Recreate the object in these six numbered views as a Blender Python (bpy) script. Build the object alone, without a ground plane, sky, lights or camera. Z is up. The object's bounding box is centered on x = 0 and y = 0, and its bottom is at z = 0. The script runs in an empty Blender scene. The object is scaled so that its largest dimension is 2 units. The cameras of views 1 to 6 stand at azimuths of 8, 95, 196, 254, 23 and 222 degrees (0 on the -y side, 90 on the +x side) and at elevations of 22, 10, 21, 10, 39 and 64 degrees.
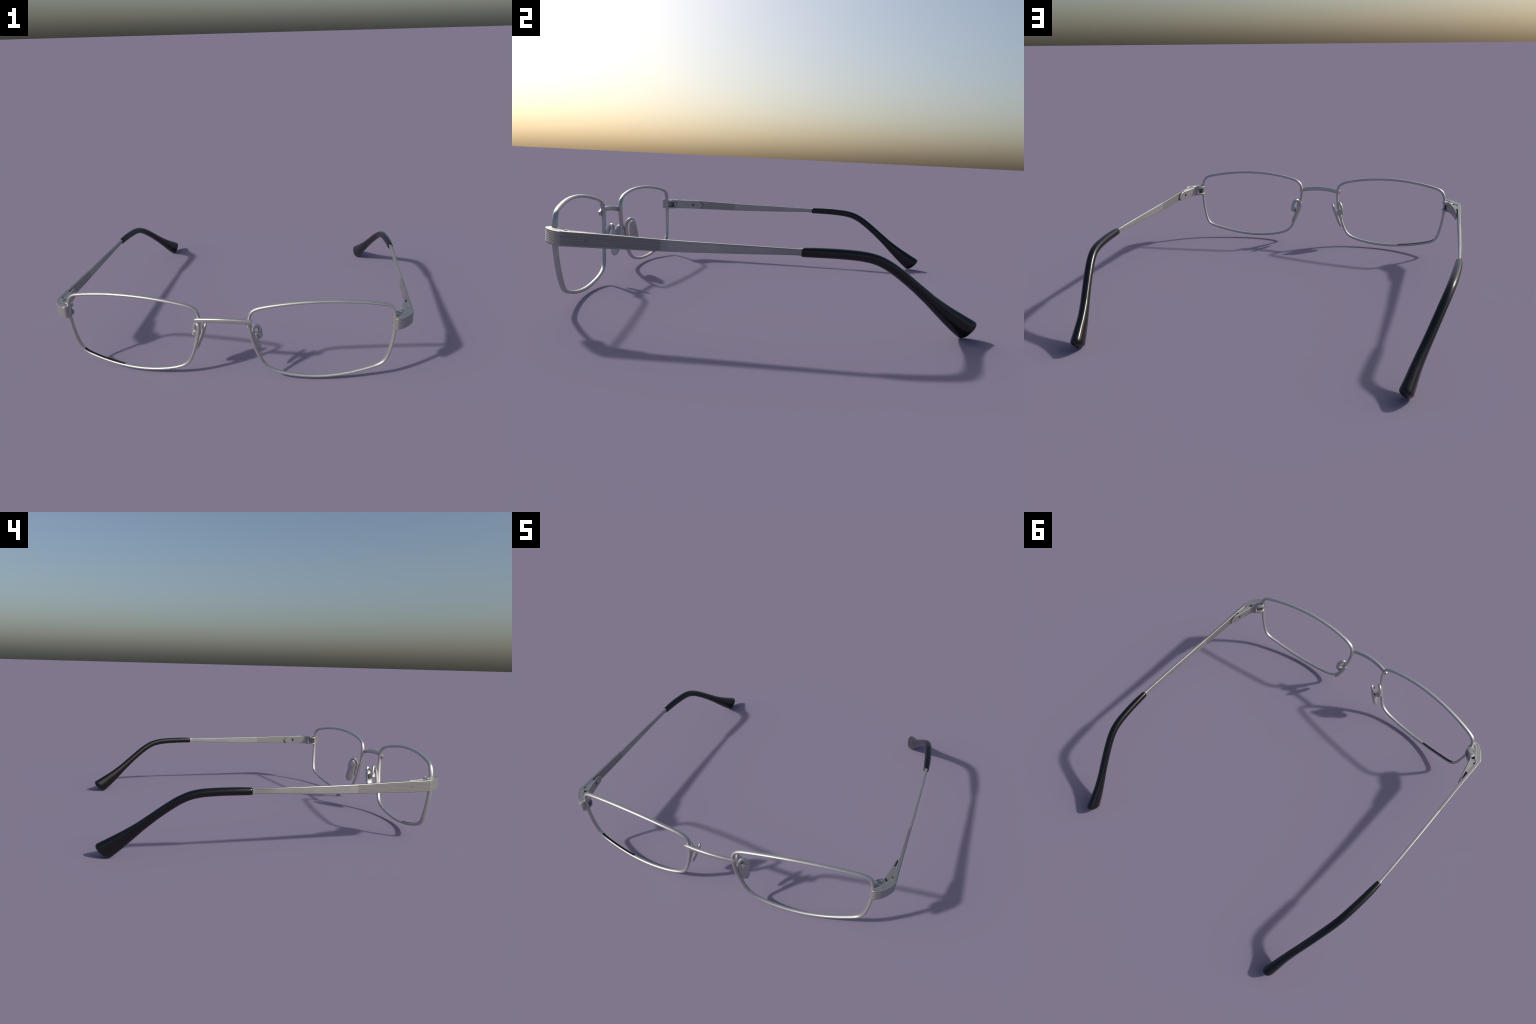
"""Thin metal-framed reading glasses standing open on the ground (no lenses fitted).
Everything is described on the wearer-left half (+x); the other half is its mirror image."""
import bpy, bmesh, math
import numpy as np
from mathutils import Vector

V = np.array
unit = lambda v: v / (np.linalg.norm(v, axis=-1, keepdims=True) + 1e-12)


# ------------------------------------------------------------------ curves
def bspline(ctrl, closed=False, m=10):
    """Uniform cubic B-spline through the neighbourhood of its control points."""
    c = np.asarray(ctrl, float)
    P = np.vstack([c[-1:], c, c[:2]]) if closed else np.vstack([2 * c[:1] - c[1:2], c, 2 * c[-1:] - c[-2:-1]])
    t = np.linspace(0, 1, m, endpoint=False)[:, None]
    out = [((1 - t) ** 3 * P[i] + (3 * t ** 3 - 6 * t ** 2 + 4) * P[i + 1]
            + (-3 * t ** 3 + 3 * t ** 2 + 3 * t + 1) * P[i + 2] + t ** 3 * P[i + 3]) / 6 for i in range(len(P) - 3)]
    o = np.vstack(out)
    return o if closed else np.vstack([o, c[-1:]])


def catmull(ctrl, m=10):
    c = np.asarray(ctrl, float)
    P = np.vstack([2 * c[:1] - c[1:2], c, 2 * c[-1:] - c[-2:-1]])
    t = np.linspace(0, 1, m, endpoint=False)[:, None]
    out = [0.5 * (2 * P[i + 1] + (P[i + 2] - P[i]) * t + (2 * P[i] - 5 * P[i + 1] + 4 * P[i + 2] - P[i + 3]) * t ** 2
                  + (3 * P[i + 1] - P[i] - 3 * P[i + 2] + P[i + 3]) * t ** 3) for i in range(len(P) - 3)]
    return np.vstack(out + [c[-1:]])


def tangents(P, closed=False):
    if closed:
        return unit(np.roll(P, -1, 0) - np.roll(P, 1, 0))
    return unit(np.gradient(P, axis=0))


def superellipse(n, a, b, k):
    th = np.linspace(0, 2 * math.pi, n, endpoint=False)
    f = lambda w: np.sign(w) * np.abs(w) ** (2.0 / k)
    return np.stack([a * f(np.cos(th)), b * f(np.sin(th))], 1)


# ------------------------------------------------------------------ meshes
def make_mesh(name, verts, faces, mat, smooth_deg=40):
    me = bpy.data.meshes.new(name)
    me.from_pydata([tuple(v) for v in verts], [], faces)
    bm = bmesh.new()
    bm.from_mesh(me)
    bmesh.ops.remove_doubles(bm, verts=bm.verts, dist=1e-6)
    bmesh.ops.recalc_face_normals(bm, faces=bm.faces)
    lim = math.radians(smooth_deg)
    for f in bm.faces:
        f.smooth = True
    for e in bm.edges:
        e.smooth = len(e.link_faces) == 2 and e.calc_face_angle(0) < lim
    bm.to_mesh(me)
    bm.free()
    me.materials.append(mat)
    return me


def face_weighted(me):
    """Keep flats flat and let only the fillets roll over (area-weighted normals)."""
    ob = new_object("weighting_work", me)
    ob.modifiers.new("weighted", 'WEIGHTED_NORMAL').keep_sharp = True
    out = bpy.data.meshes.new_from_object(ob.evaluated_get(bpy.context.evaluated_depsgraph_get()))
    bpy.data.objects.remove(ob)
    out.name = me.name
    return out


def loft(rings, closed=False, caps=True):
    """Quads between successive rings of equal vertex count."""
    R = np.asarray(rings)
    n, k = R.shape[:2]
    faces = []
    for i in range(n if closed else n - 1):
        j = (i + 1) % n
        for a in range(k):
            b = (a + 1) % k
            faces.append((i * k + a, i * k + b, j * k + b, j * k + a))
    if caps and not closed:
        faces += [tuple(range(k)), tuple(range((n - 1) * k, n * k))]
    return R.reshape(-1, 3), faces


def new_object(name, mesh, parent=None, mirror=False):
    ob = bpy.data.objects.new(name, mesh)
    bpy.context.scene.collection.objects.link(ob)
    ob.parent = parent
    if mirror:
        ob.scale = (-1, 1, 1)
    return ob


def bevelled(ob, width, segments=2):
    mod = ob.modifiers.new("edge", 'BEVEL')
    mod.width, mod.segments, mod.limit_method, mod.angle_limit = width, segments, 'ANGLE', math.radians(35)
    bake(ob)


def bake(ob, smooth_deg=40):
    """Apply the modifiers of an object to its own mesh."""
    dg = bpy.context.evaluated_depsgraph_get()
    me = bpy.data.meshes.new_from_object(ob.evaluated_get(dg))
    me.name = ob.data.name
    ob.modifiers.clear()
    ob.data = me
    bm = bmesh.new()
    bm.from_mesh(me)
    lim = math.radians(smooth_deg)
    for f in bm.faces:
        f.smooth = True
    for e in bm.edges:
        e.smooth = len(e.link_faces) == 2 and e.calc_face_angle(0) < lim
    bm.to_mesh(me)
    bm.free()


def prism(outline, z0, z1):
    """Plan outline (x, y) extruded between two heights."""
    o = np.asarray(outline)
    return loft([np.column_stack([o, np.full(len(o), z)]) for z in (z0, z1)])


def disc_outline(cx, cy, r, n=24):
    a = np.linspace(0, 2 * math.pi, n, endpoint=False)
    return np.column_stack([cx + r * np.cos(a), cy + r * np.sin(a)])


# ------------------------------------------------------------------ materials
def nodes_of(name):
    mat = bpy.data.materials.new(name)
    mat.use_nodes = True
    nt = mat.node_tree
    return mat, nt, nt.nodes["Principled BSDF"], lambda t: nt.nodes.new(t), nt.links.new


def metal_material(name, base, rough, metallic, brushed=False, zone=None):
    mat, nt, bsdf, add, link = nodes_of(name)
    co = add("ShaderNodeTexCoord")
    mp = add("ShaderNodeMapping")
    link(co.outputs["Object"], mp.inputs["Vector"])
    mp.inputs["Scale"].default_value = (60, 2.2, 160) if brushed else (14, 14, 14)
    nz = add("ShaderNodeTexNoise")
    nz.inputs["Scale"].default_value = 1.0 if brushed else 1.6
    nz.inputs["Detail"].default_value = 5
    link(mp.outputs["Vector"], nz.inputs["Vector"])
    ramp = add("ShaderNodeValToRGB")
    lo, hi = (0.90, 1.06) if brushed else (0.95, 1.04)
    ramp.color_ramp.elements[0].position, ramp.color_ramp.elements[1].position = 0.3, 0.7
    ramp.color_ramp.elements[0].color = (*[c * lo for c in base], 1)
    ramp.color_ramp.elements[1].color = (*[c * hi for c in base], 1)
    link(nz.outputs["Fac"], ramp.inputs["Fac"])
    colour = ramp.outputs["Color"]
    if zone:
        # plated rear half of the arm: paler, with a crisp border near y = zone
        sep = add("ShaderNodeSeparateXYZ")
        link(co.outputs["Object"], sep.inputs[0])
        mr = add("ShaderNodeMapRange")
        mr.inputs["From Min"].default_value, mr.inputs["From Max"].default_value = zone - 0.004, zone + 0.004
        link(sep.outputs["Y"], mr.inputs["Value"])
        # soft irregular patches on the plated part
        vor = add("ShaderNodeTexVoronoi")
        vor.inputs["Scale"].default_value = 9.0
        mv = add("ShaderNodeMapping")
        mv.inputs["Scale"].default_value = (1, 1, 2.4)
        link(co.outputs["Object"], mv.inputs["Vector"])
        link(mv.outputs["Vector"], vor.inputs["Vector"])
        pr = add("ShaderNodeMapRange")
        pr.inputs["To Min"].default_value, pr.inputs["To Max"].default_value = 1.12, 1.38
        link(vor.outputs["Color"], pr.inputs["Value"])
        sc = add("ShaderNodeVectorMath")
        sc.operation = 'SCALE'
        link(colour, sc.inputs[0])
        link(pr.outputs["Result"], sc.inputs["Scale"])
        mix = add("ShaderNodeMix")
        mix.data_type = 'RGBA'
        link(mr.outputs["Result"], mix.inputs["Factor"])
        link(colour, mix.inputs["A"])
        link(sc.outputs["Vector"], mix.inputs["B"])
        colour = mix.outputs["Result"]
    link(colour, bsdf.inputs["Base Color"])
    bsdf.inputs["Metallic"].default_value = metallic
    bsdf.inputs["Roughness"].default_value = rough
    bump = add("ShaderNodeBump")
    bump.inputs["Strength"].default_value = 0.05 if brushed else 0.02
    bump.inputs["Distance"].default_value = 0.002
    link(nz.outputs["Fac"], bump.inputs["Height"])
    link(bump.outputs["Normal"], bsdf.inputs["Normal"])
    return mat


def plain_material(name, base, rough, spec=0.5):
    mat, nt, bsdf, add, link = nodes_of(name)
    co = add("ShaderNodeTexCoord")
    nz = add("ShaderNodeTexNoise")
    nz.inputs["Scale"].default_value = 30
    link(co.outputs["Object"], nz.inputs["Vector"])
    ramp = add("ShaderNodeValToRGB")
    ramp.color_ramp.elements[0].color = (*[c * 0.92 for c in base], 1)
    ramp.color_ramp.elements[1].color = (*[c * 1.08 for c in base], 1)
    link(nz.outputs["Fac"], ramp.inputs["Fac"])
    link(ramp.outputs["Color"], bsdf.inputs["Base Color"])
    bsdf.inputs["Roughness"].default_value = rough
    bsdf.inputs["Specular IOR Level"].default_value = spec
    return mat


METAL = (0.50, 0.49, 0.473)
wire_metal = metal_material("satin_steel_wire", METAL, 0.40, 0.77)
temple_metal = metal_material("brushed_steel_arm", (0.335, 0.328, 0.317), 0.42, 0.74, brushed=True, zone=-0.365)
block_metal = metal_material("brushed_steel_block", (0.41, 0.40, 0.385), 0.42, 0.75, brushed=True)
pad_metal = metal_material("steel_nose_pad", METAL, 0.40, 0.75)
dark_metal = metal_material("dark_steel", (0.20, 0.197, 0.19), 0.5, 0.7)
black_plastic = plain_material("black_acetate", (0.0035, 0.0035, 0.004), 0.20)
black_inlay = plain_material("black_inlay", (0.006, 0.006, 0.007), 0.5, 0.3)

root = bpy.data.objects.new("eyeglasses", None)
bpy.context.scene.collection.objects.link(root)
root["label"] = "silver wire-rimmed rectangular eyeglasses with black ear tips, lensless"
root["category"] = "eyeglasses"


# ------------------------------------------------------------------ rims
RIM_XZ = [(.8973, .2755), (.8977, .3772), (.8846, .4544), (.8230, .4714), (.7331, .4868), (.6408, .4969), (.5475, .5004), (.4494, .4990),
          (.3418, .4885), (.2327, .4695), (.1501, .4462), (.1313, .3944), (.1380, .3095), (.1578, .2252), (.1867, .1419), (.2196, .0727),
          (.3043, .0423), (.4043, .0271), (.5025, .0228), (.6006, .0313), (.6967, .0486), (.7861, .0743), (.8571, .0981), (.8789, .1729)]


def lens_y(x, z):
    """Depth of the curved (face-formed, forward-leaning) lens surface."""
    X, Z = x - .5, z - .27
    return (-.9450 + .1028 * X - .0836 * Z + .2526 * X * X + .3597 * Z * Z + .0519 * X * Z - .0587 * X ** 3 - .1009 * X * X * Z)


def lens_normal(x, z):
    e = 1e-3
    gx = (lens_y(x + e, z) - lens_y(x - e, z)) / (2 * e)
    gz = np.full_like(gx, -.0836)                        # the wire keeps one forward pitch all round
    return unit(np.stack([gx, -np.ones_like(gx), gz], 1))


xz = bspline(RIM_XZ, closed=True, m=12)
rim_path = np.stack([xz[:, 0], lens_y(xz[:, 0], xz[:, 1]), xz[:, 1]], 1)
rim_T = tangents(rim_path, closed=True)
rim_N = lens_normal(xz[:, 0], xz[:, 1])                  # forward
rim_A = unit(np.cross(rim_T, rim_N))                     # in the lens surface, across the wire
rim_N = unit(np.cross(rim_A, rim_T))
centre = rim_path.mean(0)
if ((rim_path - centre) * rim_A).sum() < 0:
    rim_A = -rim_A                                       # points out of the lens opening
RIM_T, RIM_D = 0.0089, 0.0128
front, back = superellipse(28, RIM_T, RIM_D, 2.1), superellipse(28, RIM_T, RIM_D, 2.5)
section = np.where(front[:, 1:] >= 0, front, back)       # rounded in front, boxy behind
flat = np.interp(rim_path[:, 2], [.03, .49], [.0106, .0119]) / RIM_D
depth = flat + (1 - flat) * rim_T[:, 2] ** 2             # deepest on the upright sides
rings = [p + section[:, :1] * a + section[:, 1:] * n * d for p, a, n, d in zip(rim_path, rim_A, rim_N, depth)]
rim_mesh = make_mesh("rim", *loft(rings, closed=True), wire_metal, 60)

# black line let into the inner face of the rim (only one rim has it)
s_in = [i for i in range(len(rim_path)) if 0.596 < rim_path[i, 0] < 0.850 and rim_path[i, 2] < 0.15]
s_in.sort(key=lambda i: rim_path[i, 0])
strip_sec = [(-RIM_T * 0.9, -RIM_D * .80), (-RIM_T * 1.07, -RIM_D * .55), (-RIM_T * 1.10, 0.0), (-RIM_T * 1.07, RIM_D * .42), (-RIM_T * 0.6, RIM_D * .42), (-RIM_T * 0.6, -RIM_D * .8)]
rings = [[rim_path[i] + a * rim_A[i] + b * depth[i] * rim_N[i] for a, b in strip_sec] for i in s_in]
inlay_mesh = make_mesh("groove_inlay", *loft(rings), black_inlay)

# ------------------------------------------------------------------ bridge
bx = np.linspace(-.152, .152, 41)
bridge_path = np.stack([bx, -.989 + .888 * bx ** 2, .393 - .689 * bx ** 2], 1)
bT = tangents(bridge_path)
bU = unit(V([0, -.16, 1.0]) - bT * (bT @ V([0, -.16, 1.0]))[:, None])
bF = unit(np.cross(bT, bU))
sec = superellipse(24, .0100, .0142, 3.1)
rings = []
for i in range(len(bx)):
    end = min(i, len(bx) - 1 - i)
    k = 0.84 if end == 0 else 1.0
    rings.append(bridge_path[i] + k * sec[:, :1] * bF[i] + k * sec[:, 1:] * bU[i])
bridge_mesh = make_mesh("bridge", *loft(rings), wire_metal, 50)

# ------------------------------------------------------------------ end piece: block that wraps from the rim round the corner
EP_OUT = [(.8915, -.895), (.8985, -.9050), (.911, -.9070), (.930, -.8965), (.946, -.8835), (.960, -.8690), (.976, -.8485), (.989, -.8285), (.9972, -.8100), (.9988, -.7985)]
EP_IN = [(.8960, -.8720), (.9020, -.8760), (.914, -.8740), (.926, -.8580), (.936, -.8430), (.943, -.8280), (.951, -.8120), (.960, -.7990), (.972, -.7880), (.9785, -.7780)]


def grooved_profile(zlo, zhi, depth, chamfer=.0022, n=7, pitch=.0075, first=.0078):
    """(inset, z) points down the outer face: a chamfer, then n small V grooves."""
    fillet = [(1 - math.sin(a), 1 - math.cos(a)) for a in np.radians([0, 22.5, 45, 67.5, 90])]
    pts = [(chamfer * p, zhi - chamfer * q) for p, q in fillet]
    for i in range(n):
        z = zhi - first - i * pitch
        pts += [(0, z + .0021), (depth, z + .0008), (depth, z - .0008), (0, z - .0021)]
    pts += [(chamfer * p, zlo + chamfer * q) for p, q in reversed(fillet)]
    return pts


def end_piece_mesh(depth):
    o, i = catmull(EP_OUT, 5), catmull(EP_IN, 5)
    rings = []
    N = len(o)
    for k in range(N):
        u = k / (N - 1)
        zhi, zlo = .3950 - .0040 * u, .3300 - .0035 * u
        d = unit(i[k] - o[k])
        th = np.linalg.norm(i[k] - o[k])
        fade = min(1, max(0, (u - .16) / .06))          # grooves start a little after the rounded front edge
        pts = [(a, z) for a, z in grooved_profile(zlo, zhi, depth * fade)]
        # ledges along the top face, following the outer edge
        ledge = []
        for q in (.22, .38, .54):
            ledge += [(th * q - .0011, zhi), (th * q, zhi - .0014 * fade), (th * q + .0011, zhi)]
        ledge += [(th - .003, zhi), (th, zhi - .003)]
        under = [(th, zlo + .004), (th - .004, zlo)]
        loop = list(reversed(ledge)) + pts + list(reversed(under))
        rings.append([(o[k, 0] + d[0] * a, o[k, 1] + d[1] * a, z) for a, z in loop])
    return face_weighted(make_mesh("end_piece", *loft(rings), block_metal, 28))


# ------------------------------------------------------------------ temple (side arm)
TY = [-.797, -.70, -.60, -.365, -.26, .00, .15, .205, .2195, .235]
T_OUT = [.9988, .9979, .9964, .9951, .99515, .99305, .99015, .9886, .9903, .9892]
T_THICK = [.0205, .0190, .0175, .0160, .0152, .0150, .0148, .0150, .0205, .0205]
T_Z = [.3592, .3590, .3588, .3575, .3580, .3618, .3640, .3645, .3646, .3647]
T_H = [.0640, .0625, .0600, .0510, .0475, .0370, .0290, .0268, .0290, .0290]


def temple_mesh(depth):
    ys = np.concatenate([[-.797, -.785], np.linspace(-.77, -.38, 14), [-.372, -.345, -.318, -.314], np.linspace(-.30, .205, 20), [.2120, .2195, .2260, .235]])
    rings = []
    for k, y in enumerate(ys):
        xo, th, zc, h = (np.interp(y, TY, q) for q in (T_OUT, T_THICK, T_Z, T_H))
        g = depth * float(np.interp(y, [-.372, -.345, -.318, -.314], [1, .55, .4, 0]))
        ch = float(np.interp(y, [-.60, -.26], [.0026, .0040]))
        pts = grooved_profile(zc - h / 2, zc + h / 2, g, ch, pitch=.0075 * h / .063, first=.0078 * h / .063)
        inner = [(th - ch * (1 - math.sin(a)), ch * (1 - math.cos(a))) for a in np.radians([90, 67.5, 45, 22.5, 0])]
        loop = [(p, zc + h / 2 - q) for p, q in inner] + pts + [(p, zc - h / 2 + q) for p, q in reversed(inner)]
        mitre = [1, .4][k] if k < 2 else 0               # mitred where it meets the end piece
        sh = .0012 if k == 0 else 0                      # tiny bevel leaves a visible seam
        rings.append([(xo - max(a, sh), y + mitre * .0195 * a / th, z) for a, z in loop])
    return face_weighted(make_mesh("temple", *loft(rings), temple_metal, 28))


# ------------------------------------------------------------------ ear tip (black sleeve)
TIP = [(.9800, .2215, .3645), (.9750, .2879, .3658), (.9684, .3535, .3655), (.9604, .4168, .3632), (.9518, .4769, .3582), (.9407, .5335, .3453),
       (.9256, .5867, .3198), (.9075, .6392, .2841), (.8875, .6935, .2422), (.8660, .7492, .1964), (.8436, .8058, .1491), (.8225, .8644, .1033),
       (.8060, .9200, .0635), (.7945, .9585, .0378)]
TIP_AT = [.2215, .26, .30, .45, .55, .645, .71, .78, .8436, .901, .942, .9585]          # by y
TIP_H = [.0395, .0415, .0425, .0435, .0440, .0450, .0465, .0535, .0700, .0880, .0990, .1020]
TIP_W = [.0330, .0370, .0405, .0435, .0435, .0435, .0435, .0440, .0470, .0530, .0590, .0610]


def ear_tip_mesh():
    P = catmull(TIP, 6)
    T = tangents(P)
    rings = []
    sec = superellipse(28, 1, 1, 2.35)

    def ring(p, t, w, h):
        up = unit(V([.02, 0, 1.0]) - t * (t @ V([.02, 0, 1.0])))
        side = unit(np.cross(t, up))
        up = unit(up + .22 * t * min(1, max(0, (p[1] - .80) / .15)))    # the foot is cut a little obliquely
        return p + sec[:, :1] * side * w / 2 + sec[:, 1:] * up * h / 2

    w0, h0 = TIP_W[0], TIP_H[0]
    for back, k in ((.0000, .70), (.0002, .86), (.0018, .96)):      # rounded lip round the arm
        rings.append(ring(P[0] + T[0] * back, T[0], w0 * k, h0 * k))
    for p, t in zip(P[1:], T[1:]):
        rings.append(ring(p, t, np.interp(p[1], TIP_AT, TIP_W), np.interp(p[1], TIP_AT, TIP_H)))
    for a in (20, 40, 58, 74, 86):                                   # domed end
        c, s = math.cos(math.radians(a)), math.sin(math.radians(a))
        rings.append(ring(P[-1] + T[-1] * .022 * s, T[-1], TIP_W[-1] * c ** .8, TIP_H[-1] * c ** .8))
    v, f = loft(rings)
    return make_mesh("ear_tip", v, f, black_plastic, 70)


# ------------------------------------------------------------------ hinge
KN = [(.9060, -.8860), (.8880, -.8760), (.8805, -.8640), (.8805, -.8480), (.8845, -.8370), (.8930, -.8255), (.9065, -.8110), (.9260, -.7995), (.9385, -.7935),
      (.9425, -.8040), (.9500, -.8160), (.9570, -.8250), (.9500, -.8430), (.9390, -.8590), (.9250, -.8790)]


def knuckle_mesh():
    vs, fs = [], []
    for z0, z1 in ((.3755, .3902), (.3290, .3395)):
        v, f = prism(KN, z0, z1)
        fs += [tuple(i + len(vs) for i in q) for q in f]
        vs += list(map(tuple, v))
    return make_mesh("hinge_knuckle", vs, fs, block_metal)


def barrel_mesh():
    """Three stacked fingers round the hinge pin."""
    vs, fs = [], []
    for z0, z1, r in ((.3402, .3495, .0135), (.3495, .3515, .0110), (.3515, .3620, .0135), (.3620, .3640, .0110), (.3640, .3743, .0135)):
        v, f = prism(disc_outline(.924, -.8165, r), z0, z1)
        fs += [tuple(i + len(vs) for i in q) for q in f]
        vs += list(map(tuple, v))
    return make_mesh("hinge_barrel", vs, fs, block_metal)


def screw_mesh():
    """Shallow dished screw head with a slot, in the top knuckle."""
    c, r = V([.9195, -.8300]), .0185
    a = np.linspace(0, 2 * math.pi, 32, endpoint=False)
    ring = lambda k, z: np.column_stack([c[0] + r * k * np.cos(a), c[1] + r * k * np.sin(a), np.full(len(a), z)])
    v, f = loft([ring(1, .3880), ring(1, .3918), ring(.93, .3935), ring(.82, .3935), ring(.75, .3920), ring(.70, .3906), ring(.2, .3905)])
    vs, fs = list(map(tuple, v)), list(f)
    for side in (1, -1):                                 # two half discs leave the screwdriver slot
        b = np.linspace(-.42 * math.pi, .42 * math.pi, 12) + (.25 + (0 if side > 0 else 1)) * math.pi
        v, f = prism(np.column_stack([c[0] + r * .62 * np.cos(b), c[1] + r * .62 * np.sin(b)]), .3895, .3924)
        fs += [tuple(q + len(vs) for q in g) for g in f]
        vs += list(map(tuple, v))
    return make_mesh("hinge_screw", vs, fs, block_metal, 40)


def rivet_mesh():
    """End of the hinge pin, just proud of the arm's outer face."""
    a = np.linspace(0, 2 * math.pi, 20, endpoint=False)
    ring = lambda x, k: np.column_stack([np.full(20, x), -.686 + .0040 * k * np.cos(a), .3590 + .0060 * k * np.sin(a)])
    return make_mesh("rivet", *loft([ring(.9955, 1), ring(.9978, 1), ring(.9981, .8)]), dark_metal, 30)


LEAF_IN = [(-.806, .9205), (-.799, .9285), (-.785, .9375), (-.750, .9440), (-.705, .9535), (-.686, .9575), (-.645, .9640), (-.615, .9685)]
LEAF_TOP = [(-.806, .3890), (-.66, .3885), (-.640, .3835), (-.624, .3720), (-.615, .3600)]
LEAF_BOT = [(-.806, .3295), (-.645, .3305), (-.628, .3335), (-.619, .3450), (-.615, .3550)]


def leaf_mesh():
    ys = np.concatenate([[-.806, -.799, -.792], np.linspace(-.785, -.66, 14), [-.65, -.64, -.63, -.622, -.618, -.615]])
    rings = []
    at = lambda y, tab: float(np.interp(y, [q[0] for q in tab], [q[1] for q in tab]))
    for y in ys:
        x, zt, zb = at(y, LEAF_IN), at(y, LEAF_TOP), at(y, LEAF_BOT)
        th, c = .0075, min(.0012, (zt - zb) / 4)
        rings.append([(x, y, zb + c), (x + c, y, zb), (x + th, y, zb), (x + th, y, zt), (x + c, y, zt), (x, y, zt - c)])
    return make_mesh("hinge_leaf", *loft(rings), block_metal, 30)


def wedge_mesh():
    """Solid filler between the leaf and the arm, striped along its top."""
    rings = []
    lx, lv = [q[0] for q in LEAF_IN], [q[1] for q in LEAF_IN]
    for y in (-.7975, -.792, -.787, -.783, -.7785, -.7775, -.7655, -.7645, -.75, -.735, -.72, -.705, -.691):
        x0 = float(np.interp(y, [-.7975, -.787], [.9590, .9425])) if y < -.787 else float(np.interp(y, lx, lv)) + .0065
        x1 = float(np.interp(y, [-.7975, -.787, -.7785], [.9635, .9735, .9800]))
        if -.778 < y < -.765:
            x1 = .9700                                   # little opening left at the mitre
        zt, zb = .3883, .3320
        w = x1 - x0
        top = [(x0, zt)]
        for q in (.28, .52, .76):                        # fine grooves
            top += [(x0 + w * q - .0010 * min(1, w / .02), zt), (x0 + w * q, zt - .0016), (x0 + w * q + .0010 * min(1, w / .02), zt)]
        rings.append([(x, y, z) for x, z in [(x0, zb)] + top + [(x1, zt), (x1, zb)]])
    v, f = loft(rings)
    vs, fs = list(map(tuple, v)), list(f)
    shelf, g = prism([(.9625, -.6915), (.9800, -.6915), (.9800, -.664), (.9665, -.664)], .3330, .3480)
    fs += [tuple(q + len(vs) for q in h) for h in g]
    vs += list(map(tuple, shelf))
    return make_mesh("hinge_wedge", vs, fs, block_metal, 25)


# ------------------------------------------------------------------ nose pads
PAD_C = V([.1490, -.871, .2305])
PAD_A = unit(V([-.366, .006, .930]))                       # long axis, upward
PAD_N = unit(V([-.886, .2565, -.328]))                   # face that meets the nose
PAD_W = unit(np.cross(PAD_N, PAD_A))
PAD_N = np.cross(PAD_A, PAD_W)


def pad_mesh():
    L, T = .0910, .0108
    rings = []
    for u in np.linspace(-1, 1, 25):
        u = math.sin(u * math.pi / 2)
        prof = max(0.0, 1 - abs(u) ** 3.4) ** .5
        w = (.0265 - .0050 * u) * prof                   # egg-shaped: wider at the foot
        t = T * max(.02, 1 - abs(u) ** 4) ** .5
        sec = superellipse(20, max(w, 4e-4), t, 2.9)
        sec[:, 1] += .10 * t * (sec[:, 1] > 0)
        rings.append(PAD_C + PAD_A * L * u + sec[:, :1] * PAD_W + sec[:, 1:] * PAD_N)
    return make_mesh("nose_pad", *loft(rings), pad_metal, 50)


def box_mesh(name, c, axes, half, mat):
    vs = [c + sum(s * h * a for s, h, a in zip(sg, half, axes)) for sg in
          [(-1, -1, -1), (1, -1, -1), (1, 1, -1), (-1, 1, -1), (-1, -1, 1), (1, -1, 1), (1, 1, 1), (-1, 1, 1)]]
    return make_mesh(name, vs, [(0, 1, 2, 3), (4, 5, 6, 7), (0, 1, 5, 4), (1, 2, 6, 5), (2, 3, 7, 6), (3, 0, 4, 7)], mat)


PAD_WIRE = [(.1755, -.9190, .188), (.1650, -.9215, .225), (.1525, -.923, .268), (.148, -.915, .298), (.155, -.902, .3155), (.167, -.889, .3155),
            (.178, -.881, .300), (.1835, -.877, .280), (.1845, -.874, .264), (.1820, -.872, .2540)]


def pad_wire_mesh():
    P = catmull(PAD_WIRE, 8)
    T = tangents(P)
    up, rings = V([1.0, 0, 0]), []
    for i, (p, t) in enumerate(zip(P, T)):
        up = unit(up - t * (t @ up))
        s = np.cross(t, up)
        k = .55 if i in (0, len(P) - 1) else 1
        sec = superellipse(16, .0106 * k, .0106 * k, 2)
        rings.append(p + sec[:, :1] * up + sec[:, 1:] * s)
    return make_mesh("pad_arm", *loft(rings), wire_metal, 60)


# ------------------------------------------------------------------ assemble both halves
shared = {"ear_tip": ear_tip_mesh()}


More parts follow.
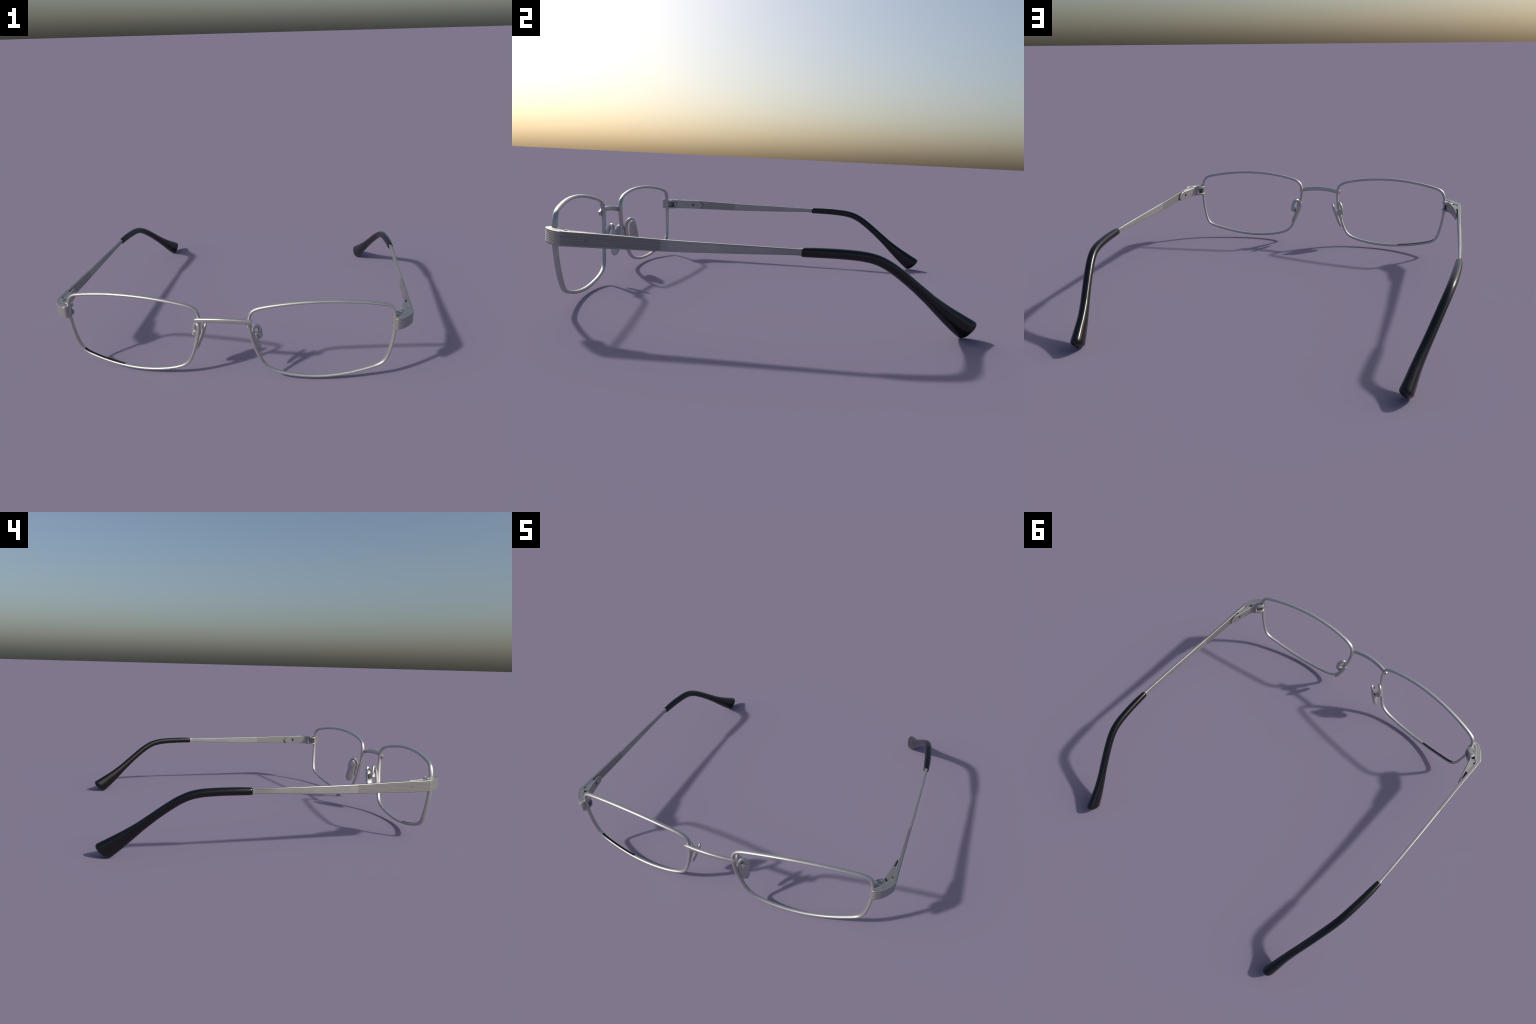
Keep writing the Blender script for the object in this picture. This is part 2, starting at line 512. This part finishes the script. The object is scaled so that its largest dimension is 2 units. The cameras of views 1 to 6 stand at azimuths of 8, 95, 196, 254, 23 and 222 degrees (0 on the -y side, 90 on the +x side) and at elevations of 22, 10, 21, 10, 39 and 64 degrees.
def hinge_parts():
    """Build the hinge meshes once, with bevels and the screw hole cut through the leaf."""
    out = {}
    for name, mesh, w in (("hinge_knuckle", knuckle_mesh(), .0030), ("hinge_barrel", barrel_mesh(), .0008)):
        ob = new_object(name + "_work", mesh)
        bevelled(ob, w, 3)
        out[name] = ob.data
        bpy.data.objects.remove(ob)
    leaf = new_object("leaf_work", leaf_mesh())
    a = np.linspace(0, 2 * math.pi, 16, endpoint=False)
    hole = [np.column_stack([np.full(16, x), -.686 + .0100 * np.cos(a), .3595 + .0110 * np.sin(a)]) for x in (.945, .975)]
    cut = new_object("cut_work", make_mesh("cut", *loft(hole), block_metal))
    mod = leaf.modifiers.new("hole", 'BOOLEAN')
    mod.operation, mod.solver, mod.object = 'DIFFERENCE', 'EXACT', cut
    bake(leaf, 30)
    out["hinge_leaf"] = leaf.data
    bpy.data.objects.remove(leaf)
    bpy.data.objects.remove(cut)
    mount = new_object("mount_work", box_mesh("pad_mount", PAD_C + PAD_A * .013 - PAD_N * .0330, (PAD_N, PAD_A, PAD_W), (.0190, .0180, .0155), pad_metal))
    bevelled(mount, .0065, 4)
    out["pad_mount"] = mount.data
    bpy.data.objects.remove(mount)
    return out


shared.update(hinge_parts())
shared.update(hinge_screw=screw_mesh(), hinge_wedge=wedge_mesh(), nose_pad=pad_mesh(), pad_arm=pad_wire_mesh(), rivet=rivet_mesh())
for name in list(shared):
    shared[name].name = name

new_object("bridge", bridge_mesh, root)
for mirror, depth in ((False, .0016), (True, .0002)):
    rim = new_object("rim", rim_mesh, root, mirror)
    if mirror:
        new_object("groove_inlay", inlay_mesh, rim)
    ep = new_object("end_piece", end_piece_mesh(depth), root, mirror)
    for part in ("hinge_knuckle", "hinge_screw"):
        new_object(part, shared[part], ep)
    temple = new_object("temple", temple_mesh(depth), root, mirror)
    for part in ("hinge_leaf", "hinge_wedge", "hinge_barrel", "rivet", "ear_tip"):
        new_object(part, shared[part], temple)
    arm = new_object("pad_arm", shared["pad_arm"], root, mirror)
    for part in ("pad_mount", "nose_pad"):
        new_object(part, shared[part], arm)
